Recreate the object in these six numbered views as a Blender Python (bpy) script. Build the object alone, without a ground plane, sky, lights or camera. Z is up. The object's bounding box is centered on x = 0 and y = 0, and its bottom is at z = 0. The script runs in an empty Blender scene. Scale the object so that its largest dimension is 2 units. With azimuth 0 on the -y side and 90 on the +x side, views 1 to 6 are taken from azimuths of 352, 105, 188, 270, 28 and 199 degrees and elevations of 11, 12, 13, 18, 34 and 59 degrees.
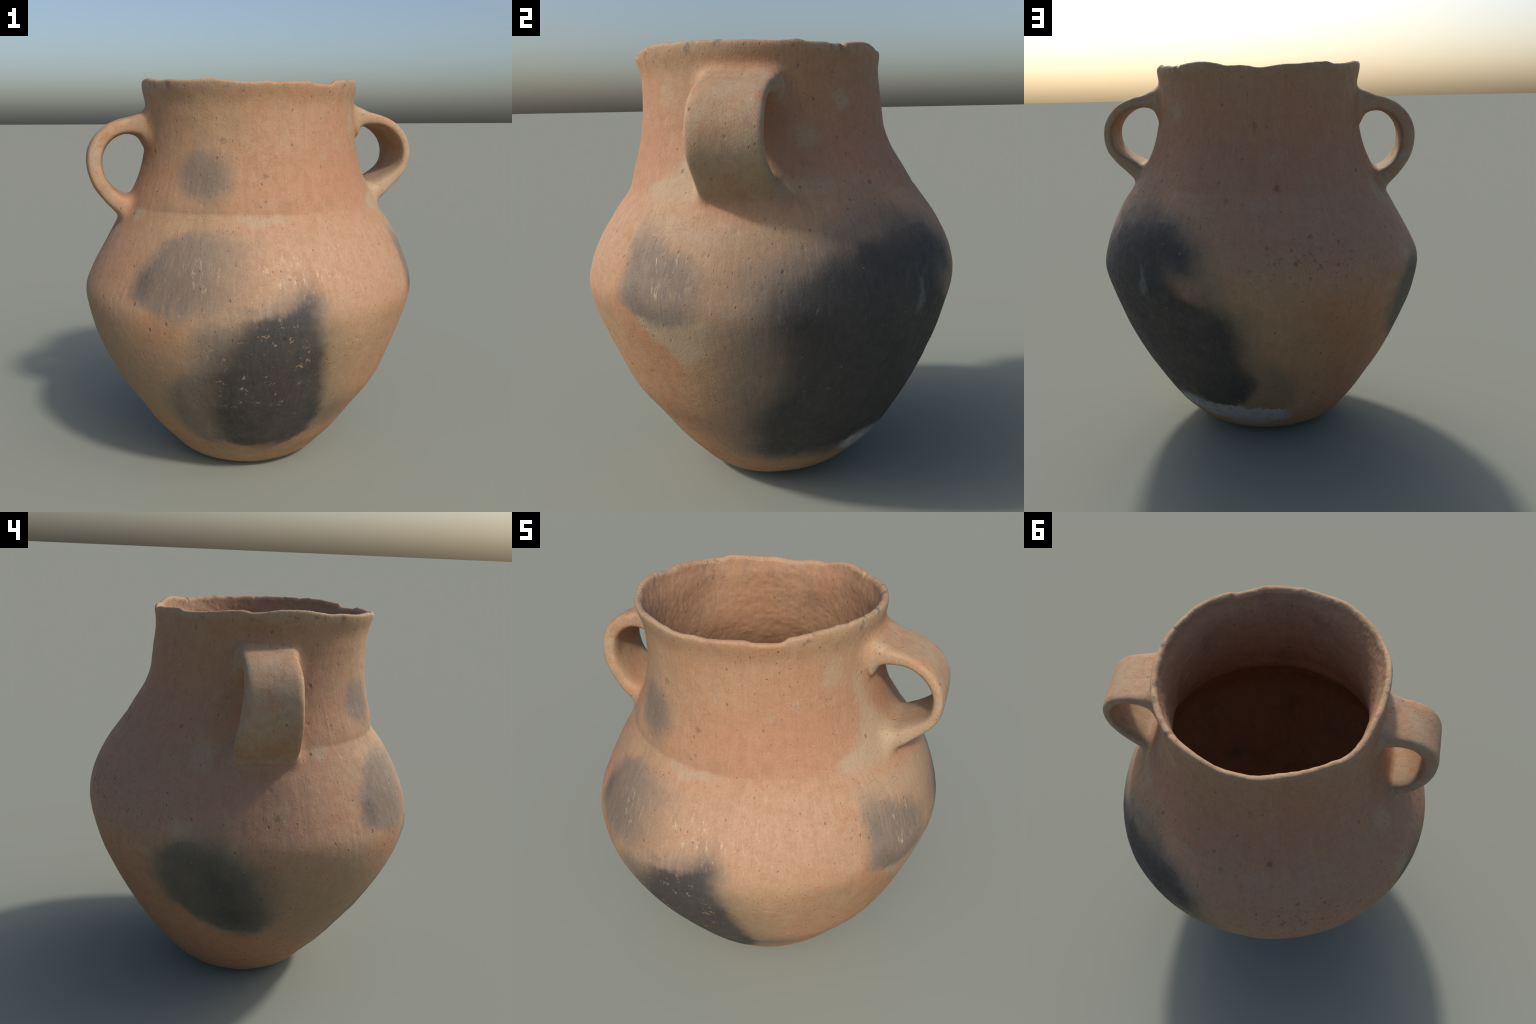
"""Hand-built two-handled clay jar with fire clouds.  Metres, z up."""
import bpy, math
import numpy as np
from mathutils import Vector

rng = np.random.default_rng(7)

# ----------------------------------------------------------------------------
# 1. PROFILE OF THE VESSEL
# One row per horizontal section: height, mean radius, then how the section
# leaves the circle: shift (x, y), ovalness (cos2, sin2), three-lobe (cos3, sin3)
# ----------------------------------------------------------------------------
SECTIONS = np.array([
    (0.000, 0.208, -0.000, -0.002, -0.000, +0.001, +0.000, -0.000),
    (0.012, 0.288, -0.009, +0.002, +0.003, +0.001, +0.001, -0.000),
    (0.050, 0.376, -0.014, +0.015, +0.008, -0.002, +0.000, +0.001),
    (0.120, 0.449, -0.010, +0.023, +0.007, -0.002, -0.001, +0.003),
    (0.220, 0.534, -0.009, +0.019, +0.002, -0.001, -0.002, +0.002),
    (0.340, 0.615, -0.007, +0.015, +0.001, +0.000, -0.002, +0.001),
    (0.480, 0.704, -0.005, +0.006, +0.002, +0.000, -0.001, -0.001),
    (0.620, 0.773, -0.008, +0.003, +0.000, +0.005, +0.001, +0.000),
    (0.760, 0.828, -0.010, -0.000, -0.003, +0.005, +0.001, +0.002),
    (0.880, 0.861, -0.004, -0.000, -0.003, +0.004, -0.001, +0.003),
    (0.970, 0.869, +0.003, +0.006, -0.002, +0.003, -0.003, +0.001),
    (1.040, 0.852, +0.010, +0.013, -0.005, +0.003, -0.004, -0.002),
    (1.110, 0.826, +0.016, +0.016, -0.008, +0.006, -0.004, -0.004),
    (1.200, 0.781, +0.021, +0.017, -0.008, +0.010, -0.002, -0.006),
    (1.300, 0.720, +0.020, +0.016, -0.005, +0.012, -0.001, -0.005),
    (1.370, 0.672, +0.016, +0.011, -0.004, +0.011, -0.001, -0.005),
    (1.440, 0.635, +0.013, +0.001, -0.004, +0.007, -0.000, -0.003),
    (1.520, 0.596, +0.010, -0.010, -0.006, +0.002, -0.000, -0.002),
    (1.620, 0.564, +0.008, -0.020, -0.006, -0.001, -0.000, -0.000),
    (1.720, 0.548, +0.006, -0.024, -0.007, -0.001, -0.000, +0.000),
    (1.820, 0.541, +0.005, -0.029, -0.008, +0.002, -0.000, -0.000),
    (1.900, 0.543, +0.004, -0.036, -0.010, +0.004, +0.000, -0.001),
    (1.950, 0.553, +0.003, -0.041, -0.011, +0.005, +0.000, -0.001),
    (2.000, 0.555, +0.002, -0.046, -0.011, +0.006, +0.001, -0.001),
])
# the uneven, chipped lip: bearing in degrees, height of the crest
LIP = np.array([
    (0, 1.984), (8, 1.983), (15, 1.980), (20, 1.979), (24, 1.982), (28, 1.987), (33, 1.977), (38, 1.977),
    (41, 1.978), (44, 1.973), (47, 1.970), (49.5, 1.975), (51, 1.968), (52.4, 1.963), (53.3, 1.976), (56, 1.979),
    (60, 1.982), (67, 1.987), (70, 1.986), (73, 1.983), (78, 1.975), (83, 1.963), (90, 1.964), (95, 1.960),
    (98, 1.953), (102, 1.950), (106, 1.955), (110, 1.960), (115, 1.964), (122, 1.966), (128, 1.972), (134, 1.976),
    (139, 1.979), (143, 1.967), (150, 1.968), (158, 1.976), (168, 1.985), (174, 1.987), (178, 1.980), (183, 1.981),
    (190, 1.993), (195, 1.999), (200, 2.001), (205, 1.996), (212, 1.989), (217, 1.983), (223, 1.985), (230, 1.979),
    (236, 1.976), (241, 1.977), (247, 1.980), (252, 1.974), (257, 1.968), (260, 1.964), (265, 1.962), (269.5, 1.969),
    (274.5, 1.962), (281, 1.966), (290, 1.969), (292, 1.963), (296, 1.958), (302.5, 1.958), (304.5, 1.964), (306, 1.976),
    (311, 1.981), (317, 1.988), (323, 1.990), (327, 1.994), (331, 1.991), (332.7, 1.986), (335, 1.991), (341, 1.992),
    (348, 1.989), (356, 1.986), (360, 1.984)])


# places where the wall was pressed in or pushed out: bearing, height, spread (degrees), reach (m), amount (m)
PRESSED = [(262, 1.37, 50, 0.06, -0.013), (222, 1.20, 18, 0.17, -0.018), (142, 1.25, 27, 0.27, 0.015), (75, 1.72, 24, 0.15, 0.011),
           (62, 0.30, 32, 0.20, 0.011), (0, 0.10, 40, 0.12, 0.006), (128, 1.75, 16, 0.2, 0.008), (148, 1.52, 24, 0.14, 0.013), (137, 1.5, 18, 0.4, 0.006), (80, 1.47, 25, 0.12, 0.009), (128, 0.55, 25, 0.22, -0.006)]


def cardinal(knots):
    n, h = len(knots), np.diff(knots)
    A, B = np.eye(n), np.zeros((n, n))
    for i in range(1, n - 1):
        A[i, i - 1], A[i, i], A[i, i + 1] = h[i - 1], 2 * (h[i - 1] + h[i]), h[i]
        B[i, i - 1], B[i, i], B[i, i + 1] = 6 / h[i - 1], -6 / h[i - 1] - 6 / h[i], 6 / h[i]
    return np.linalg.solve(A, B)


KNOTS = np.sqrt(SECTIONS[:, 0])
CURVE = cardinal(KNOTS) @ SECTIONS[:, 1:]


def section(z):
    """Natural spline through the sections, in the root of the height."""
    s = np.sqrt(np.clip(z, 0, 2.0))
    i = np.clip(np.searchsorted(KNOTS, s) - 1, 0, len(KNOTS) - 2)
    h = KNOTS[i + 1] - KNOTS[i]
    a, b = ((KNOTS[i + 1] - s) / h)[..., None], ((s - KNOTS[i]) / h)[..., None]
    v = SECTIONS[:, 1:]
    return a * v[i] + b * v[i + 1] + ((a**3 - a) * CURVE[i] + (b**3 - b) * CURVE[i + 1]) * (h * h / 6)[..., None]


def wrap(t):
    return (t + math.pi) % (2 * math.pi) - math.pi


def smooth(x, lo, hi):
    t = np.clip((x - lo) / (hi - lo), 0, 1)
    return t * t * (3 - 2 * t)


def radius(t, z):
    c = section(z)
    r = c[..., 0] + c[..., 1] * np.cos(t) + c[..., 2] * np.sin(t) + c[..., 3] * np.cos(2 * t) + c[..., 4] * np.sin(2 * t) \
        + c[..., 5] * np.cos(3 * t) + c[..., 6] * np.sin(3 * t)
    # the neck is pushed out on one side, strongest at the lip
    push = np.exp(-(np.degrees(wrap(t - math.radians(149))) / 19.0) ** 2)
    r = r + 0.034 * push * smooth(z, 1.55, 1.93)
    for bearing, height, spread, reach, amount in PRESSED:
        r = r + amount * np.exp(-(np.degrees(wrap(t - math.radians(bearing))) / spread) ** 2 - ((z - height) / reach) ** 2)
    return r


def lip_height(t):
    return np.minimum(np.interp(np.degrees(t) % 360, LIP[:, 0], LIP[:, 1]) + 0.004, 2.0015)


def wall(z):
    return np.interp(z, [0.0, 0.3, 0.9, 1.22, 1.42, 1.6, 1.8, 1.93, 2.0], [0.10, 0.08, 0.063, 0.067, 0.072, 0.056, 0.047, 0.037, 0.029])


# ----------------------------------------------------------------------------
# 2. MESH BUILDING
# ----------------------------------------------------------------------------
def mesh_object(name, verts, faces):
    me = bpy.data.meshes.new(name)
    me.from_pydata([tuple(v) for v in verts], [], faces)
    me.update()
    ob = bpy.data.objects.new(name, me)
    bpy.context.scene.collection.objects.link(ob)
    return ob


def vessel():
    n = 540
    t = np.arange(n) * 2 * math.pi / n
    zl = lip_height(t)
    rings = []
    top = 1.80

    def stretch(z):                       # bring the upper rows up to the wavy lip
        return np.where(z <= top, z, top + (z - top) / (1.99 - top) * (zl - top))

    def ring(r, z):
        return np.stack([r * np.cos(t), r * np.sin(t), np.broadcast_to(z, t.shape)], 1)

    outer = np.concatenate([np.linspace(0, 0.34, 22) ** 2, np.linspace(0.13, 1.97, 170)])
    half = 0.015
    for f in (0.0, 0.35, 0.7):
        rings.append(ring(radius(t, np.full(n, outer[0])) * f, 0.0 if f else 0.0))
    for z in outer:
        zz = stretch(np.full(n, z))
        rings.append(ring(radius(t, zz), zz))
    edge = radius(t, zl)
    for a in np.linspace(0.35, math.pi - 0.35, 5):
        rings.append(ring(edge - half + half * np.cos(a), zl - 0.013 + 0.013 * np.sin(a)))
    for z in np.linspace(1.97, 0.10, 130):
        zz = stretch(np.full(n, z))
        # inside the neck the wall swells behind the handle roots
        swell = sum(np.exp(-(np.degrees(wrap(t - math.radians(b))) / 24) ** 2) for b in (20, 186, 150))
        rings.append(ring(radius(t, zz) - wall(zz) - 0.014 * swell * np.exp(-((zz - 1.6) / 0.16) ** 2), zz))
    for f in (0.75, 0.45, 0.15):
        rings.append(ring((radius(t, np.full(n, 0.1)) - wall(0.1)) * f, 0.10 - 0.022 * (1 - f * f)))
    m = len(rings)
    verts = np.concatenate(rings[1:] + [np.array([[0, 0, 0.0], [0, 0, 0.078]])])
    m -= 1
    faces = [(i * n + j, i * n + (j + 1) % n, (i + 1) * n + (j + 1) % n, (i + 1) * n + j) for i in range(m - 1) for j in range(n)]
    c0, c1 = m * n, m * n + 1
    faces += [(c0, (j + 1) % n, j) for j in range(n)] + [(c1, (m - 1) * n + j, (m - 1) * n + (j + 1) % n) for j in range(n)]
    return verts, faces


# strap handles: bearing of the middle plane, spine as (reach, height, lower edge, upper edge, thickness)
HANDLES = [
    dict(bearing=4.0, skew=-0.085, spine=[
        (0.505, 1.802, -0.195, 0.192, 0.205), (0.550, 1.815, -0.172, 0.168, 0.126), (0.605, 1.811, -0.156, 0.150, 0.076),
        (0.668, 1.803, -0.149, 0.143, 0.058), (0.732, 1.780, -0.147, 0.140, 0.052), (0.785, 1.737, -0.147, 0.138, 0.050),
        (0.818, 1.681, -0.149, 0.139, 0.048), (0.827, 1.617, -0.149, 0.140, 0.048), (0.812, 1.557, -0.148, 0.142, 0.051),
        (0.771, 1.507, -0.147, 0.147, 0.058), (0.717, 1.465, -0.149, 0.152, 0.074), (0.662, 1.427, -0.157, 0.162, 0.106),
        (0.600, 1.395, -0.178, 0.180, 0.165)]),
    dict(bearing=186.0, skew=0.0, spine=[
        (0.505, 1.765, -0.160, 0.170, 0.215), (0.555, 1.780, -0.138, 0.152, 0.132), (0.610, 1.779, -0.122, 0.137, 0.086),
        (0.660, 1.773, -0.117, 0.134, 0.075), (0.710, 1.754, -0.114, 0.137, 0.074), (0.752, 1.721, -0.115, 0.141, 0.075),
        (0.783, 1.676, -0.118, 0.142, 0.077), (0.799, 1.620, -0.123, 0.145, 0.078), (0.796, 1.558, -0.130, 0.148, 0.077),
        (0.774, 1.496, -0.139, 0.150, 0.075), (0.730, 1.436, -0.146, 0.152, 0.077), (0.676, 1.390, -0.150, 0.156, 0.100),
        (0.615, 1.350, -0.158, 0.166, 0.150)]),
]


def catmull(points, per):
    p = np.vstack([2 * points[0] - points[1], points, 2 * points[-1] - points[-2]])
    out = []
    for i in range(1, len(p) - 2):
        for s in np.linspace(0, 1, per, endpoint=False):
            a, b, c, d = p[i - 1:i + 3]
            out.append(0.5 * (2 * b + (c - a) * s + (2 * a - 5 * b + 4 * c - d) * s**2 + (3 * b - a - 3 * c + d) * s**3))
    return np.array(out + [p[-2]])


def strap(spec):
    t = math.radians(spec["bearing"])
    out, side, up = np.array([math.cos(t), math.sin(t), 0]), np.array([-math.sin(t), math.cos(t), 0]), np.array([0, 0, 1.0])
    s = catmull(np.array(spec["spine"]), 8)
    tang = np.gradient(s[:, :2], axis=0)
    tang /= np.linalg.norm(tang, axis=1)[:, None]
    k = 48
    verts = []
    for (reach, z, lo, hi, thick), (tx, tz) in zip(s, tang):
        nrm = -tz * out + tx * up                        # away from the loop's inside
        mid, hw = (lo + hi) / 2, (hi - lo) / 2
        for q in range(k):
            a = 2 * math.pi * q / k
            ca, sa = math.cos(a), math.sin(a)
            w = hw * math.copysign(abs(ca) ** 0.36, ca)
            h = thick / 2 * math.copysign(abs(sa) ** 0.56, sa)
            h *= 1 + 0.10 * abs(ca)                      # edges a little thicker than the middle
            verts.append(out * (reach + spec["skew"] * (mid + w)) + up * z + side * (mid + w) + nrm * h)
    m = len(s)
    faces = [(i * k + j, i * k + (j + 1) % k, (i + 1) * k + (j + 1) % k, (i + 1) * k + j) for i in range(m - 1) for j in range(k)]
    faces += [tuple(range(k))[::-1], tuple((m - 1) * k + j for j in range(k))]
    verts = np.array(verts)
    # the ends stay inside the thickness of the wall
    b, rho = np.arctan2(verts[:, 1], verts[:, 0]), np.hypot(verts[:, 0], verts[:, 1])
    deep = np.maximum(rho, radius(b, verts[:, 2]) - 0.024) / rho
    verts[:, :2] *= deep[:, None]
    return verts, faces


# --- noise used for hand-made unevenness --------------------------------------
def hash3(i, j, k, seed):
    h = (i * 374761393 + j * 668265263 + k * 2147483647 + seed * 1274126177) & 0xFFFFFFFF
    h = ((h ^ (h >> 13)) * 1274126177) & 0xFFFFFFFF
    return ((h ^ (h >> 16)) & 0xFFFF) / 32767.5 - 1.0


def noise(p, seed=0):
    f = np.floor(p).astype(np.int64)
    u = p - f
    u = u * u * u * (u * (u * 6 - 15) + 10)
    out = 0
    for a in (0, 1):
        for b in (0, 1):
            for c in (0, 1):
                w = (u[:, 0] if a else 1 - u[:, 0]) * (u[:, 1] if b else 1 - u[:, 1]) * (u[:, 2] if c else 1 - u[:, 2])
                out = out + w * hash3(f[:, 0] + a, f[:, 1] + b, f[:, 2] + c, seed)
    return out


def build_body():
    verts, faces, count = [], [], 0
    for v, f in [vessel()] + [strap(h) for h in HANDLES]:
        verts.append(v)
        faces += [tuple(i + count for i in q) for q in f]
        count += len(v)
    ob = mesh_object("clay_mass", np.concatenate(verts), faces)
    bpy.context.view_layer.update()
    bpy.context.view_layer.objects.active = ob
    mod = ob.modifiers.new("fuse", "REMESH")
    mod.mode, mod.voxel_size, mod.adaptivity = "VOXEL", 0.0062, 0.0
    bpy.ops.object.modifier_apply(modifier=mod.name)
    me = ob.data
    co = np.empty(len(me.vertices) * 3)
    me.vertices.foreach_get("co", co)
    co = co.reshape(-1, 3)
    ed = np.empty(len(me.edges) * 2, np.int32)
    me.edges.foreach_get("vertices", ed)
    ed = ed.reshape(-1, 2)

    def frame(co):
        t, rho = np.arctan2(co[:, 1], co[:, 0]), np.hypot(co[:, 0], co[:, 1])
        return t, rho, rho - radius(t, co[:, 2])

    # soften the joints of the handles into the wall: weighted Laplacian
    t, rho, gap = frame(co)
    w = np.zeros(len(co))
    for h in HANDLES:
        a = math.radians(h["bearing"])
        side = -np.sin(a) * co[:, 0] + np.cos(a) * co[:, 1]
        ahead = np.cos(wrap(t - a)) > 0.75
        for zc, zr in ((h["spine"][1][1], 0.10), (h["spine"][-2][1] + 0.01, 0.13)):
            near = np.exp(-((co[:, 2] - zc) / zr) ** 4 - (side / 0.235) ** 6)
            w = np.maximum(w, ahead * near * np.exp(-((gap - 0.015) / 0.036) ** 2) * (gap > -0.02))
    w = np.clip(w * 0.9, 0, 0.6)
    live = (w[ed[:, 0]] > 0.01) | (w[ed[:, 1]] > 0.01)
    e = ed[live]
    deg = np.bincount(e.ravel(), minlength=len(co)).clip(1)
    idx = np.where(w > 0.01)[0]
    for _ in range(80):
        acc = np.stack([np.bincount(e[:, 0], co[e[:, 1], k], len(co)) + np.bincount(e[:, 1], co[e[:, 0], k], len(co)) for k in range(3)], 1)
        co[idx] += w[idx, None] * (acc[idx] / deg[idx, None] - co[idx])
    # a light smoothing everywhere takes out the voxel grain
    deg = np.bincount(ed.ravel(), minlength=len(co)).clip(1)
    for _ in range(3):
        acc = np.stack([np.bincount(ed[:, 0], co[ed[:, 1], k], len(co)) + np.bincount(ed[:, 1], co[ed[:, 0], k], len(co)) for k in range(3)], 1)
        co += 0.5 * (acc / deg[:, None] - co)
    me.vertices.foreach_set("co", co.ravel())
    me.update()
    nr = np.empty(len(co) * 3, np.float32)
    me.vertex_normals.foreach_get("vector", nr)
    nr = nr.reshape(-1, 3)

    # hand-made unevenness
    t, rho, gap = frame(co)
    inside = gap < -0.5 * wall(co[:, 2])
    cyl = np.stack([np.cos(t), np.sin(t), co[:, 2]], 1)
    z = co[:, 2]
    d = 0.0020 * noise(co * 5, 1) + 0.0008 * noise(co * 17, 2) + 0.0004 * noise(co * 45, 3)
    d += np.where(inside, 0.0016 * noise(co * np.array([7, 7, 12]), 4) + 0.0012 * noise(co * 28, 5) + 0.0012 * noise(co * 60, 6), 0)
    strokes = noise(cyl * np.array([46, 46, 6.0]), 8) + 0.6 * noise(cyl * np.array([90, 90, 10.0]), 9)
    d += np.where(inside, 0, 0.00035 * strokes * smooth(z, 0.7, 1.0) * (1 - smooth(z, 1.55, 1.8)))
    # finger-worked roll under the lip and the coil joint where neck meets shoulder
    d += np.where(inside, 0, -0.003 * np.exp(-((z - 1.385) / 0.012) ** 2) * (0.6 + 0.4 * noise(cyl * 3, 12)) * (gap < 0.012))
    # pits where grit has fallen out
    pits = rng.uniform([0, 0.15, 0.004, 0.0012], [2 * math.pi, 1.93, 0.010, 0.0035], (240, 4))
    for pt, pz, pr, pd in pits:
        c = np.array([radius(np.array(pt), np.array(pz)) * math.cos(pt), radius(np.array(pt), np.array(pz)) * math.sin(pt), pz])
        k = np.where((np.abs(z - pz) < 0.03) & (np.abs(co[:, 0] - c[0]) < 0.03) & (np.abs(co[:, 1] - c[1]) < 0.03))[0]
        if len(k):
            d[k] -= pd * np.exp(-((co[k] - c) ** 2).sum(1) / pr**2)
    co += nr * d[:, None]
    co[:, 2] -= 0.001
    co[:, 2] = np.where(co[:, 2] < 0.006, 0.006 * np.exp(np.minimum(co[:, 2], 0.006) / 0.006 - 1), co[:, 2])
    co[:, 2] -= co[:, 2].min()
    me.vertices.foreach_set("co", co.ravel())
    me.update()
    return ob


# ----------------------------------------------------------------------------
# 3. MATERIALS
# ----------------------------------------------------------------------------
class Graph:
    def __init__(self, name):
        self.mat = bpy.data.materials.new(name)
        self.mat.use_nodes = True
        self.t = self.mat.node_tree
        self.t.nodes.clear()
        self.link = self.t.links.new

    def node(self, kind, **props):
        n = self.t.nodes.new(kind)
        for k, v in props.items():
            setattr(n, k, v)
        return n

    def put(self, socket, v):
        if isinstance(v, bpy.types.NodeSocket):
            self.link(v, socket)
        elif v is not None:
            socket.default_value = v

    def math(self, op, a, b=None, c=None, clamp=False):
        n = self.node("ShaderNodeMath", operation=op, use_clamp=clamp)
        for s, v in zip(n.inputs, (a, b, c)):
            self.put(s, v)
        return n.outputs[0]

    def vmath(self, op, a, b=None, scale=None):
        n = self.node("ShaderNodeVectorMath", operation=op)
        self.put(n.inputs[0], a)
        self.put(n.inputs[1], b)
        if scale is not None:
            self.put(n.inputs["Scale"], scale)
        return n.outputs["Value"] if op in ("LENGTH", "DOT_PRODUCT") else n.outputs["Vector"]

    def noise(self, vec, scale, detail=3, rough=0.55, colour=False):
        n = self.node("ShaderNodeTexNoise")
        self.put(n.inputs["Vector"], vec)
        n.inputs["Scale"].default_value, n.inputs["Detail"].default_value, n.inputs["Roughness"].default_value = scale, detail, rough
        return n.outputs["Color" if colour else "Fac"]

    def step(self, v, lo, hi, to_lo=0.0, to_hi=1.0):
        n = self.node("ShaderNodeMapRange", interpolation_type="SMOOTHSTEP")
        self.put(n.inputs[0], v)
        for s, x in zip(n.inputs[1:5], (lo, hi, to_lo, to_hi)):
            self.put(s, x)
        return n.outputs[0]

    def mix(self, f, a, b, blend="MIX"):
        n = self.node("ShaderNodeMix", data_type="RGBA", blend_type=blend)
        self.put(n.inputs[0], f)
        self.put(n.inputs[6], a if isinstance(a, bpy.types.NodeSocket) else (*a, 1))
        self.put(n.inputs[7], b if isinstance(b, bpy.types.NodeSocket) else (*b, 1))
        return n.outputs[2]

    def mapping(self, vec, loc=(0, 0, 0), rot=(0, 0, 0), scale=(1, 1, 1), kind="POINT"):
        n = self.node("ShaderNodeMapping", vector_type=kind)
        self.put(n.inputs[0], vec)
        n.inputs[1].default_value, n.inputs[2].default_value, n.inputs[3].default_value = loc, rot, scale
        return n.outputs[0]

    def blob(self, vec, bearing, z, wide, tall, soft=0.3, tilt=0.0, strength=1.0):
        """Soft elliptical stain on the wall: bearing in degrees, half sizes in metres."""
        b = math.radians(bearing)
        r = float(radius(np.array(b), np.array(z)))
        v = self.mapping(vec, (r * math.cos(b), r * math.sin(b), z), (math.radians(tilt), 0, b), (0.6, wide, tall), "TEXTURE")
        return self.step(self.vmath("LENGTH", v), 1 + 1.25 * soft, max(0.0, 1 - 1.25 * soft), 0.0, strength)

    def stain(self, place, rows, soft=(0.04, 0.04, 0.04, 0.04), strength=1.0):
        """Fire mark between two upright edges.  rows: height, left and right edge as bearings in degrees.
        soft: how far the left, right, top and bottom edges fade, in metres."""
        phi, z = place
        soft = [2.1 * x for x in soft]
        rows = sorted(rows)
        mid = sum(r[1] + r[2] for r in rows) / (2 * len(rows))
        far = max(max(abs(r[1] - mid), abs(r[2] - mid)) for r in rows) + 1
        a = self.math("WRAP", self.math("SUBTRACT", phi, math.radians(mid)), math.pi, -math.pi)
        hz = self.math("MULTIPLY", z, 0.5)
        girth = float(np.mean([radius(np.array(math.radians(mid)), np.array(r[0])) for r in rows]))
        edges = []
        for k in (1, 2):
            n = self.node("ShaderNodeFloatCurve")
            c = n.mapping.curves[0]
            pts = [(r[0] / 2, (r[k] - mid) / (2 * far) + 0.5) for r in rows]
            c.points[0].location, c.points[1].location = pts[0], pts[-1]
            for p in pts[1:-1]:
                c.points.new(*p)
            for p in c.points:
                p.handle_type = "AUTO_CLAMPED"
            n.mapping.extend = "HORIZONTAL"
            n.mapping.update()
            self.put(n.inputs["Value"], hz)
            edges.append(self.math("MULTIPLY_ADD", n.outputs[0], math.radians(2 * far), -math.radians(far)))
        l = self.math("MULTIPLY", self.math("SUBTRACT", a, edges[0]), girth)
        r = self.math("MULTIPLY", self.math("SUBTRACT", edges[1], a), girth)
        m = self.math("MULTIPLY", self.step(l, -soft[0], soft[0]), self.step(r, -soft[1], soft[1]))
        m = self.math("MULTIPLY", m, self.step(z, rows[-1][0] + soft[2], rows[-1][0] - soft[2]))
        return self.math("MULTIPLY", m, self.step(z, rows[0][0] - soft[3], rows[0][0] + soft[3], 0.0, strength))

    def any(self, *masks):
        m = masks[0]
        for x in masks[1:]:
            m = self.math("MAXIMUM", m, x)
        return m


TAN, ORANGE, RED = (0.380, 0.238, 0.134), (0.385, 0.205, 0.108), (0.372, 0.180, 0.102)
PINK, PLUM, BUFF = (0.405, 0.235, 0.150), (0.335, 0.175, 0.122), (0.385, 0.285, 0.185)
GREY, SOOT, OLIVE, LIME = (0.152, 0.130, 0.108), (0.044, 0.042, 0.041), (0.225, 0.170, 0.105), (0.36, 0.37, 0.38)


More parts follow.
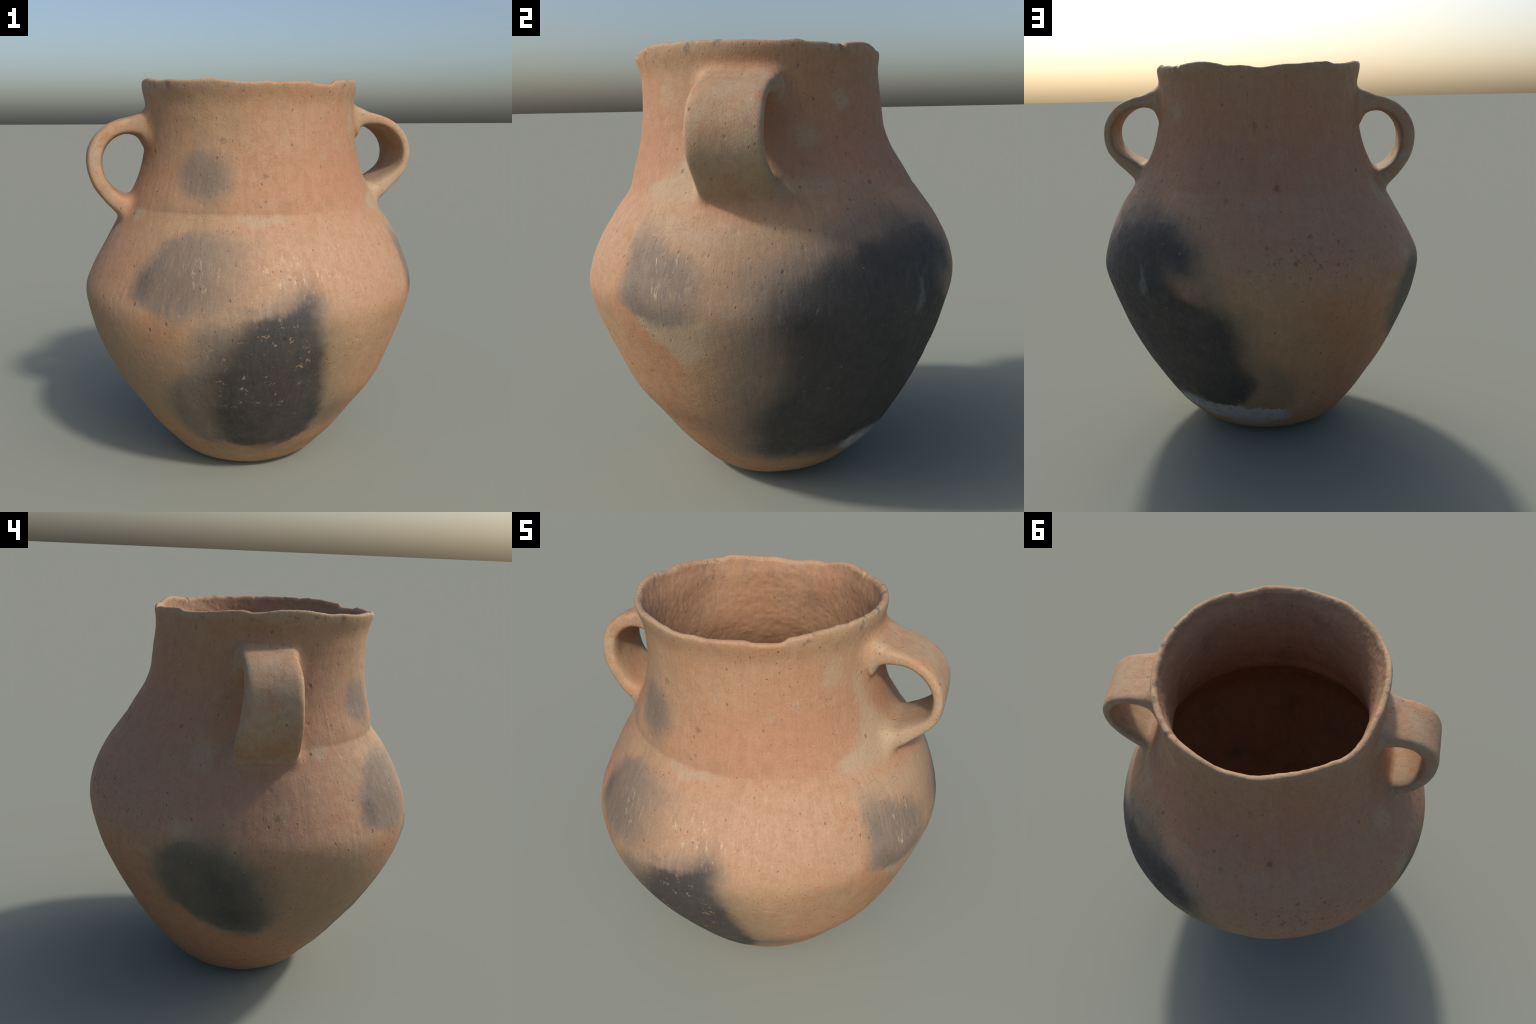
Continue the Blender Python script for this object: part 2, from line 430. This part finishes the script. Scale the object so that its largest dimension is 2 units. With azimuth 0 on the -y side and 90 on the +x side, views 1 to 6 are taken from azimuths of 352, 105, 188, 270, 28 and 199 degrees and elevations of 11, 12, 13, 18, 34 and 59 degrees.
def clay(name, zone):
    g = Graph(name)
    P = g.node("ShaderNodeTexCoord").outputs["Object"]
    sep = g.node("ShaderNodeSeparateXYZ")
    g.link(P, sep.inputs[0])
    x, y, z = sep.outputs
    flat = g.node("ShaderNodeCombineXYZ")
    g.put(flat.inputs[0], x)
    g.put(flat.inputs[1], y)
    around = g.vmath("NORMALIZE", flat.outputs[0])
    height = g.node("ShaderNodeCombineXYZ")
    g.put(height.inputs[2], z)
    cyl = g.vmath("ADD", around, height.outputs[0])                    # (cos, sin, z): follows the wall
    streak = g.noise(g.mapping(cyl, scale=(1, 1, 0.16)), 24, 5, 0.68)  # burnishing strokes, upright
    fine_streak = g.noise(g.mapping(cyl, scale=(1, 1, 0.22)), 75, 3, 0.6)
    cloud = g.noise(P, 2.3, 4, 0.6)
    cloud2 = g.noise(g.vmath("ADD", P, (3.1, 1.7, 5.3)), 6.0, 4, 0.6)
    mottle = g.noise(P, 24, 4, 0.65)
    grain = g.noise(P, 110, 3, 0.7)

    # ragged coordinates for the edges of the stains
    wob = g.vmath("SCALE", g.vmath("SUBTRACT", g.noise(P, 7, 4, 0.6, True), (0.5, 0.5, 0.5)), scale=0.10)
    rag = g.node("ShaderNodeCombineXYZ")
    g.put(rag.inputs[2], g.math("MULTIPLY", g.math("SUBTRACT", streak, 0.5), 0.05))
    Q = g.vmath("ADD", g.vmath("ADD", P, wob), rag.outputs[0])

    qs = g.node("ShaderNodeSeparateXYZ")
    g.link(Q, qs.inputs[0])
    place = (g.math("ARCTAN2", qs.outputs[1], qs.outputs[0]), qs.outputs[2])

    # --- fired clay -----------------------------------------------------------
    col = g.mix(g.step(cloud, 0.42, 0.70), TAN, ORANGE)
    col = g.mix(g.step(cloud2, 0.48, 0.75, 0, 0.3), col, BUFF)
    if zone == "outside":
        wide = (0.16, 0.16, 0.09, 0.07)
        col = g.mix(g.any(g.stain(place, [(1.80, 285, 345), (1.55, 268, 348), (1.38, 262, 345)], wide, 0.8),
                          g.stain(place, [(1.70, 200, 225), (1.5, 195, 232), (1.38, 195, 235)], wide, 0.6),
                          g.stain(place, [(1.90, 20, 160), (1.6, 15, 165), (1.38, 60, 165)], wide, 0.8)), col, RED)
        col = g.mix(g.any(g.stain(place, [(1.33, 255, 335), (1.2, 258, 332), (1.02, 262, 328)], wide, 0.7),
                          g.stain(place, [(1.33, 185, 222), (1.1, 180, 222), (0.95, 185, 215)], wide, 0.6)), col, PINK)
        col = g.mix(g.any(g.stain(place, [(1.40, 70, 190), (1.3, 78, 192), (1.2, 84, 192), (1.12, 90, 188), (1.03, 106, 178)], (0.16, 0.16, 0.14, 0.07), 0.65),
                          g.stain(place, [(1.62, 15, 60), (1.45, 10, 75), (1.36, 15, 75)], wide, 0.4)), col, PLUM)
        col = g.mix(g.any(g.stain(place, [(0.98, 108, 150), (0.7, 112, 154), (0.5, 118, 165), (0.3, 124, 220), (0.12, 128, 215)], (0.1, 0.12, 0.08, 0.06), 0.8),
                          g.stain(place, [(0.9, 320, 343), (0.5, 318, 350), (0.3, 325, 352), (0.12, 325, 358)], wide, 0.5),
                          g.blob(Q, 232, 0.87, 0.14, 0.08, 0.5, 0, 0.75), g.blob(Q, 357, 1.31, 0.14, 0.05, 0.6, 0, 0.75),
                          g.blob(Q, 328, 0.97, 0.05, 0.08, 0.6, 0, 0.6)), col, (0.42, 0.195, 0.10))
        col = g.mix(g.stain(place, [(0.98, 92, 104), (0.7, 96, 112), (0.4, 106, 122), (0.2, 110, 125)], (0.06, 0.08, 0.08, 0.06), 0.5), col, (0.37, 0.23, 0.115))
    elif zone == "inside":
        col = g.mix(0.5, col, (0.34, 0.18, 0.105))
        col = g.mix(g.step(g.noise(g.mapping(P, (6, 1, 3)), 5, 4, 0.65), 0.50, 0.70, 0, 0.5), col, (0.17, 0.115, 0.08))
    else:
        col = g.mix(g.step(cloud2, 0.35, 0.6, 0.1, 0.8), col, BUFF)
        col = g.mix(g.step(g.noise(g.vmath("ADD", P, (9, 4, 2)), 9, 3), 0.55, 0.72, 0, 0.7), col, (0.42, 0.20, 0.105))
    ember = g.noise(g.vmath("ADD", P, (1.3, 7.7, 2.9)), 4.2, 5, 0.7)
    col = g.mix(g.step(ember, 0.52, 0.70, 0, 0.38), col, (0.40, 0.175, 0.085))
    col = g.mix(g.step(mottle, 0.38, 0.68, 0.0, 0.5), col, g.mix(0.5, col, (0.26, 0.145, 0.085)))
    col = g.mix(g.step(streak, 0.42, 0.68, 0, 0.14), col, g.mix(0.5, col, (0.58, 0.41, 0.27)))

    if zone != "inside":
        # pale wash left in the joints and round the fire marks
        pale = g.any(g.blob(Q, 268, 1.36, 0.13, 0.022, 0.6, 0, 0.7), g.stain(place, [(1.75, 338, 343), (1.6, 340, 348), (1.5, 338, 356), (1.44, 333, 358), (1.40, 325, 352), (1.36, 330, 350)], (0.02,) * 4, 0.75),
                     g.stain(place, [(0.95, 354, 358), (0.90, 335, 359), (0.86, 339, 359), (0.82, 343, 358), (0.78, 346, 356), (0.73, 347, 351)], (0.02,) * 4, 0.9),
                     g.blob(Q, 326, 1.79, 0.05, 0.06, 0.5, 0, 0.45), g.blob(Q, 348, 1.27, 0.20, 0.05, 0.6, 0, 0.5),
                     g.blob(Q, 25, 1.43, 0.18, 0.03, 0.6, 0, 0.5), g.blob(Q, 50, 1.76, 0.035, 0.04, 0.4, 0, 0.6), g.blob(Q, 31, 1.62, 0.05, 0.05, 0.5, 0, 0.5),
                     g.blob(Q, 209, 1.36, 0.05, 0.035, 0.5, 0, 0.6), g.blob(Q, 161, 1.34, 0.06, 0.06, 0.5, 0, 0.6), g.blob(Q, 161, 1.045, 0.07, 0.03, 0.6, 0, 0.7),
                     g.blob(Q, 147, 0.89, 0.05, 0.03, 0.6, 0, 0.6), g.blob(Q, 246, 0.72, 0.07, 0.05, 0.5, 0, 0.5))
        col = g.mix(g.stain(place, [(1.30, 346, 368), (1.15, 350, 385), (0.98, 354, 378), (0.80, 350, 370)], (0.06,) * 4, 0.6), col, (0.33, 0.225, 0.14))
        col = g.mix(g.stain(place, [(0.92, 205, 246), (0.7, 205, 246), (0.4, 205, 240), (0.25, 215, 240)], (0.08,) * 4, 0.5), col, (0.34, 0.235, 0.14))
        wash = g.noise(g.mapping(P, (3, 8, 5), (0, 0, 0), (1, 1, 0.7)), 7.5, 4, 0.6)
        col = g.mix(g.step(wash, 0.60, 0.70, 0, 0.32), col, (0.36, 0.275, 0.185))
        ragged = g.vmath("SCALE", g.vmath("SUBTRACT", g.noise(P, 48, 3, 0.7, True), (0.5, 0.5, 0.5)), scale=0.05)
        blots = g.any(*[g.blob(g.vmath("ADD", P, ragged), b, h, w, w, 0.5, 0, k)
                        for b, h, w, k in ((106.4, 1.40, 0.017, 0.65), (86.8, 1.35, 0.014, 0.5), (98, 1.683, 0.015, 0.4), (115.8, 1.19, 0.010, 0.6), (269.7, 1.552, 0.011, 0.45), (250.7, 1.711, 0.012, 0.45), (190, 1.11, 0.013, 0.4))])
        col = g.mix(blots, col, (0.10, 0.07, 0.055))
        col = g.mix(pale, col, BUFF)
        halo = g.any(g.stain(place, [(1.22, 72, 79), (1.13, 76, 83), (1.06, 76, 86), (0.97, 76, 88), (0.88, 80, 92), (0.79, 85, 96), (0.69, 87, 97), (0.59, 88, 100), (0.51, 89, 108), (0.40, 88, 113), (0.28, 84, 113), (0.22, 88, 108)], (0.04, 0.035, 0.05, 0.04), 0.8),
                     g.stain(place, [(1.00, 280, 287), (0.85, 280, 291), (0.73, 283, 293), (0.60, 284, 296), (0.48, 286, 301), (0.32, 286, 307), (0.24, 280, 300)], (0.05, 0.06, 0.06, 0.05), 0.75),
                     g.stain(place, [(1.03, 160, 176), (0.98, 153, 181), (0.90, 149, 186), (0.80, 148, 192), (0.71, 149, 195), (0.62, 152, 196), (0.53, 163, 192), (0.43, 174, 185)], (0.03, 0.10, 0.05, 0.04), 0.7),
                     g.stain(place, [(0.9, 185, 205), (0.6, 188, 215), (0.4, 190, 225)], (0.1, 0.1, 0.1, 0.1), 0.4))
        col = g.mix(halo, col, OLIVE)
        # brown-grey smoke round the black, then the grey stains
        smoke = g.any(g.stain(place, [(1.36, 42, 56), (1.31, 33, 65), (1.26, 27, 72), (1.19, 20, 77), (1.14, 12, 78), (1.08, 7, 78), (0.96, 6, 70), (0.86, 4, 60), (0.75, 2, 60), (0.63, 0, 60), (0.49, -2, 60), (0.34, -6, 60), (0.24, -4, 60), (0.18, 2, 60)], (0.09, 0.05, 0.06, 0.03), 0.85),
                      g.stain(place, [(0.96, 247, 264), (0.85, 246, 262), (0.74, 244, 260), (0.66, 238, 256), (0.55, 231, 254), (0.42, 227, 254), (0.31, 229, 254), (0.21, 240, 262)], (0.035, 0.05, 0.05, 0.03), 0.86),
                      g.stain(place, [(1.33, 241, 250), (1.29, 235, 257), (1.24, 229, 259), (1.16, 224.5, 259), (1.07, 222, 258), (1.00, 226, 256), (0.94, 235, 252)], (0.03, 0.09, 0.04, 0.025), 0.78),
                      g.stain(place, [(1.68, 238, 245), (1.64, 233, 250), (1.56, 230, 253), (1.48, 234, 252), (1.42, 241, 249)], (0.03, 0.04, 0.04, 0.05), 0.78),
                      g.stain(place, [(1.24, 330, 338), (1.20, 329, 346), (1.13, 329.5, 353), (1.04, 329.5, 357), (0.97, 330, 356.5), (0.92, 334, 354), (0.895, 339, 351)], (0.02, 0.04, 0.05, 0.018), 0.85),
                      g.stain(place, [(1.12, 277, 283), (1.04, 268, 285), (0.98, 254, 286), (0.90, 250, 286), (0.75, 250, 286)], (0.05, 0.025, 0.05, 0.05), 0.6),
                      g.stain(place, [(0.5, 290, 300), (0.35, 291, 308), (0.26, 288, 305)], (0.04, 0.08, 0.06, 0.03), 0.5))
        brushed = g.math("MULTIPLY", g.step(streak, 0.30, 0.55, 0.84, 1.0), g.step(fine_streak, 0.34, 0.52, 0.84, 1.0))
        col = g.mix(g.math("MULTIPLY", smoke, brushed), col, GREY)
        oval = g.stain(place, [(1.00, 164, 172), (0.97, 156, 177), (0.90, 152.5, 182), (0.80, 151.5, 187), (0.71, 152.5, 189), (0.65, 154, 190), (0.57, 161, 190), (0.50, 171, 187), (0.46, 177, 182)], (0.03, 0.06, 0.05, 0.03), 0.88)
        col = g.mix(g.math("MULTIPLY", oval, g.step(cloud2, 0.3, 0.6, 0.78, 1.0)), col, (0.098, 0.090, 0.070))
        # black fire clouds
        black = g.any(g.stain(place, [(1.08, 279, 281.5), (1.03, 276, 282), (0.98, 270, 282.3), (0.945, 262, 282.5), (0.85, 256.5, 284), (0.76, 253, 286), (0.65, 249, 288), (0.52, 248, 291), (0.41, 247, 292), (0.30, 247, 292), (0.25, 250, 287), (0.20, 262, 278)], (0.04, 0.022, 0.05, 0.025), 0.97),
                      g.stain(place, [(1.25, 51, 60), (1.22, 43, 70), (1.16, 31, 75.5), (1.11, 25, 78.5), (1.05, 18, 79), (0.98, 15, 80), (0.92, 15.5, 85), (0.86, 17, 88), (0.80, 17.5, 89.5), (0.72, 18, 91), (0.62, 16, 91.5), (0.57, 12.5, 92), (0.51, 10, 93), (0.46, 9, 95), (0.38, 7, 94.5), (0.30, 7, 88), (0.22, 11, 78)], (0.05, 0.03, 0.06, 0.03), 0.97),
                      g.math("MULTIPLY", g.stain(place, [(0.93, 164, 169), (0.84, 167, 174), (0.78, 168, 178), (0.68, 170, 181), (0.60, 169, 184), (0.52, 174, 185), (0.48, 178, 182)], (0.06,) * 4), 0.85),
                      g.blob(Q, 227.5, 1.09, 0.06, 0.07, 0.8, 0, 0.45), g.blob(Q, 240, 1.06, 0.16, 0.08, 0.8, 0, 0.22), g.blob(Q, 247, 1.50, 0.06, 0.08, 0.8, 0, 0.25),
                      g.blob(Q, 336, 0.97, 0.08, 0.05, 0.8, 0, 0.25))
        wedge = g.stain(place, [(1.06, 67, 73), (1.0, 68.5, 83), (0.95, 72, 87), (0.90, 78, 89), (0.87, 82, 91)], (0.035, 0.03, 0.05, 0.03), 0.72)
        black = g.math("MULTIPLY", black, g.math("SUBTRACT", 1.0, wedge))
        col = g.mix(g.math("MULTIPLY", black, g.math("MULTIPLY", g.step(mottle, 0.2, 0.5, 0.93, 1.0), g.step(fine_streak, 0.34, 0.50, 0.95, 1.0))), col, g.mix(g.step(cloud2, 0.4, 0.7), SOOT, (0.058, 0.053, 0.048)))
        # chalky crust low down
        crust = g.any(g.stain(place, [(0.28, 52, 66), (0.25, 48, 97), (0.22, 49, 112), (0.17, 56, 113), (0.12, 76, 100)], (0.02,) * 4, 0.9), g.blob(Q, 58.5, 0.97, 0.022, 0.06, 0.7, 0, 0.28))
        crust = g.math("MULTIPLY", crust, g.step(g.noise(P, 30, 4, 0.7), 0.35, 0.5, 0.35, 1.0))
        col = g.mix(crust, col, LIME)
        # pale upright scratches on the shoulder
        rub = g.any(g.blob(P, 283, 1.15, 0.30, 0.10, 0.6), g.blob(P, 345, 1.09, 0.12, 0.09, 0.4), g.blob(P, 250, 1.1, 0.2, 0.13, 0.6, 0, 0.7), g.blob(P, 22, 0.98, 0.08, 0.06, 0.5, 0, 0.7))
        marks = g.noise(g.mapping(cyl, scale=(1, 1, 0.38)), 58, 4, 0.68)
        col = g.mix(g.math("MULTIPLY", rub, g.math("MULTIPLY", g.step(marks, 0.545, 0.67, 0, 0.8), g.step(g.noise(g.mapping(P, (7, 2, 2)), 8, 3, 0.6), 0.42, 0.58, 0.15, 1.0))), col, (0.55, 0.41, 0.28))

    # --- grit: dark pits and pale grains ---------------------------------------
    fuzz = g.vmath("SCALE", g.vmath("SUBTRACT", g.noise(P, 60, 3, 0.6, True), (0.5, 0.5, 0.5)), scale=0.012)

    def specks(scale, size, keep, tall, shift):
        v = g.node("ShaderNodeTexVoronoi", feature="F1")
        g.put(v.inputs["Vector"], g.mapping(g.vmath("ADD", P, fuzz), shift, (0, 0, 0), (1, 1, tall)))
        v.inputs["Scale"].default_value = scale
        pick = g.node("ShaderNodeSeparateColor")
        g.link(v.outputs["Color"], pick.inputs[0])
        lim = g.math("MULTIPLY_ADD", g.math("POWER", pick.outputs[1], 2.0), size, 0.05)
        dot = g.step(g.math("DIVIDE", v.outputs["Distance"], lim), 1.15, 0.45)
        return g.math("MULTIPLY", dot, g.math("GREATER_THAN", pick.outputs[0], 1 - keep))

    dark = g.any(specks(15, 0.12, 0.35, 0.8, (0, 0, 0)), specks(32, 0.16, 0.33, 0.6, (3, 1, 2)), g.math("MULTIPLY", specks(70, 0.24, 0.45, 0.5, (5, 2, 7)), 0.7))
    col = g.mix(g.math("MULTIPLY", dark, 0.54), col, (0.10, 0.066, 0.05))
    light = g.any(specks(24, 0.10, 0.16, 0.8, (8, 3, 1)), specks(52, 0.14, 0.14, 0.7, (2, 9, 4)))
    col = g.mix(g.math("MULTIPLY", light, 0.5), col, (0.46, 0.34, 0.23))
    if zone == "outside":
        # hairline drying cracks and a worn, smudged lip
        v = g.node("ShaderNodeTexVoronoi", feature="DISTANCE_TO_EDGE")
        g.put(v.inputs["Vector"], g.vmath("ADD", g.vmath("ADD", P, wob), fuzz))
        v.inputs["Scale"].default_value = 11
        torn = g.any(g.blob(P, 344, 1.29, 0.12, 0.05, 0.3), g.blob(P, 241, 1.31, 0.09, 0.05, 0.3), g.blob(P, 272, 1.60, 0.07, 0.09, 0.4, 0, 0.7), g.blob(P, 256, 0.76, 0.12, 0.06, 0.4), g.blob(P, 70, 1.02, 0.05, 0.08, 0.4))
        col = g.mix(g.math("MULTIPLY", torn, g.step(v.outputs["Distance"], 0.022, 0.004, 0, 0.4)), col, (0.12, 0.075, 0.05))
        edge = g.step(z, 1.925, 1.965)
        col = g.mix(g.math("MULTIPLY", edge, g.step(cloud2, 0.4, 0.6, 0.1, 0.5)), col, BUFF)
        col = g.mix(g.math("MULTIPLY", edge, g.step(g.noise(g.mapping(P, (2, 5, 1)), 14, 3, 0.6), 0.58, 0.70, 0, 0.65)), col, (0.12, 0.095, 0.075))
        swarm = g.blob(Q, 120, 1.06, 0.32, 0.09, 0.7)
        col = g.mix(g.math("MULTIPLY", swarm, g.math("MULTIPLY", g.step(g.noise(P, 42, 3, 0.6), 0.57, 0.68), 0.6)), col, (0.08, 0.055, 0.045))
        flecks = g.blob(P, 266, 0.72, 0.22, 0.24, 0.5)
        col = g.mix(g.math("MULTIPLY", flecks, g.step(g.noise(g.mapping(P, (4, 4, 4)), 24, 5, 0.75), 0.60, 0.66, 0, 0.8)), col, (0.42, 0.29, 0.17))
    col = g.mix(g.step(grain, 0.3, 0.75, 0.0, 0.32), col, g.mix(1.0, col, (0.55, 0.52, 0.5), "MULTIPLY"))
    col = g.mix(g.step(fine_streak, 0.46, 0.70, 0, 0.16), col, g.mix(1.0, col, (0.6, 0.55, 0.5), "MULTIPLY"))

    # --- fine relief -----------------------------------------------------------
    h = g.math("ADD", g.math("MULTIPLY", grain, 0.5), g.math("MULTIPLY", mottle, 0.35))
    h = g.math("ADD", h, g.math("MULTIPLY", fine_streak, 0.2 if zone == "outside" else 0.1))
    h = g.math("SUBTRACT", h, g.math("MULTIPLY", dark, 0.8))
    bump = g.node("ShaderNodeBump")
    bump.inputs["Strength"].default_value = 0.5 if zone != "inside" else 0.35
    bump.inputs["Distance"].default_value = 0.006
    g.link(h, bump.inputs["Height"])
    b = g.node("ShaderNodeBsdfPrincipled")
    g.link(col, b.inputs["Base Color"])
    g.put(b.inputs["Roughness"], g.step(mottle, 0.3, 0.7, 0.62, 0.82))
    b.inputs["Specular IOR Level"].default_value = 0.35
    g.link(bump.outputs[0], b.inputs["Normal"])
    out = g.node("ShaderNodeOutputMaterial")
    g.link(b.outputs[0], out.inputs[0])
    return g.mat


# ----------------------------------------------------------------------------
# 4. SPLIT INTO NAMED PARTS (shared border vertices, shared normals)
# ----------------------------------------------------------------------------
def split(ob):
    me = ob.data
    n = len(me.vertices)
    co = np.empty(n * 3)
    me.vertices.foreach_get("co", co)
    co = co.reshape(-1, 3)
    nr = np.empty(n * 3, np.float32)
    me.vertex_normals.foreach_get("vector", nr)
    nr = nr.reshape(-1, 3)
    k = np.empty(len(me.loops), np.int32)
    me.loops.foreach_get("vertex_index", k)
    quads = k.reshape(-1, 4)                                   # voxel remesh gives quads only
    mid = co[quads].mean(1)
    t, rho, z = np.arctan2(mid[:, 1], mid[:, 0]), np.hypot(mid[:, 0], mid[:, 1]), mid[:, 2]
    gap = rho - radius(t, z)
    part = np.where(z > 1.37, "neck", np.where(z > 0.93, "shoulder", "belly"))
    part = np.where(z > lip_height(t) - 0.035, "lip", part)
    part = np.where((gap < -0.5 * wall(z)) & (z < lip_height(t) - 0.02) & (z > 0.04), "inner_wall", part)
    for i, h in enumerate(HANDLES):
        near = np.cos(wrap(t - math.radians(h["bearing"]))) > 0.8
        part = np.where(near & (gap > 0.022) & (z < 1.93), f"handle{i}", part)
    mats = {"inner_wall": clay("inner_brown_clay", "inside"), "handle": clay("pale_clay", "handle")}
    outside = clay("fired_clay", "outside")
    jar = bpy.data.objects.new("clay_jar", None)
    jar.empty_display_size = 0.2
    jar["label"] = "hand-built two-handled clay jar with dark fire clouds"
    jar["category"] = "clay jar"
    bpy.context.scene.collection.objects.link(jar)
    for name in ("belly", "shoulder", "neck", "lip", "inner_wall", "handle0", "handle1"):
        f = quads[part == name]
        used, inv = np.unique(f, return_inverse=True)
        plain = name.rstrip("01")
        m = bpy.data.meshes.new(plain)
        m.vertices.add(len(used))
        m.vertices.foreach_set("co", co[used].ravel())
        m.loops.add(f.size)
        m.loops.foreach_set("vertex_index", inv.ravel().astype(np.int32))
        m.polygons.add(len(f))
        m.polygons.foreach_set("loop_start", np.arange(len(f), dtype=np.int32) * 4)
        m.update(calc_edges=True)
        m.validate()
        m.polygons.foreach_set("use_smooth", np.ones(len(m.polygons), bool))
        m.normals_split_custom_set_from_vertices([tuple(v) for v in nr[used]])
        m.materials.append(mats.get(plain, outside))
        o = bpy.data.objects.new(plain, m)
        bpy.context.scene.collection.objects.link(o)
        o.parent = jar
    bpy.data.objects.remove(ob)
    bpy.data.meshes.remove(me)


split(build_body())
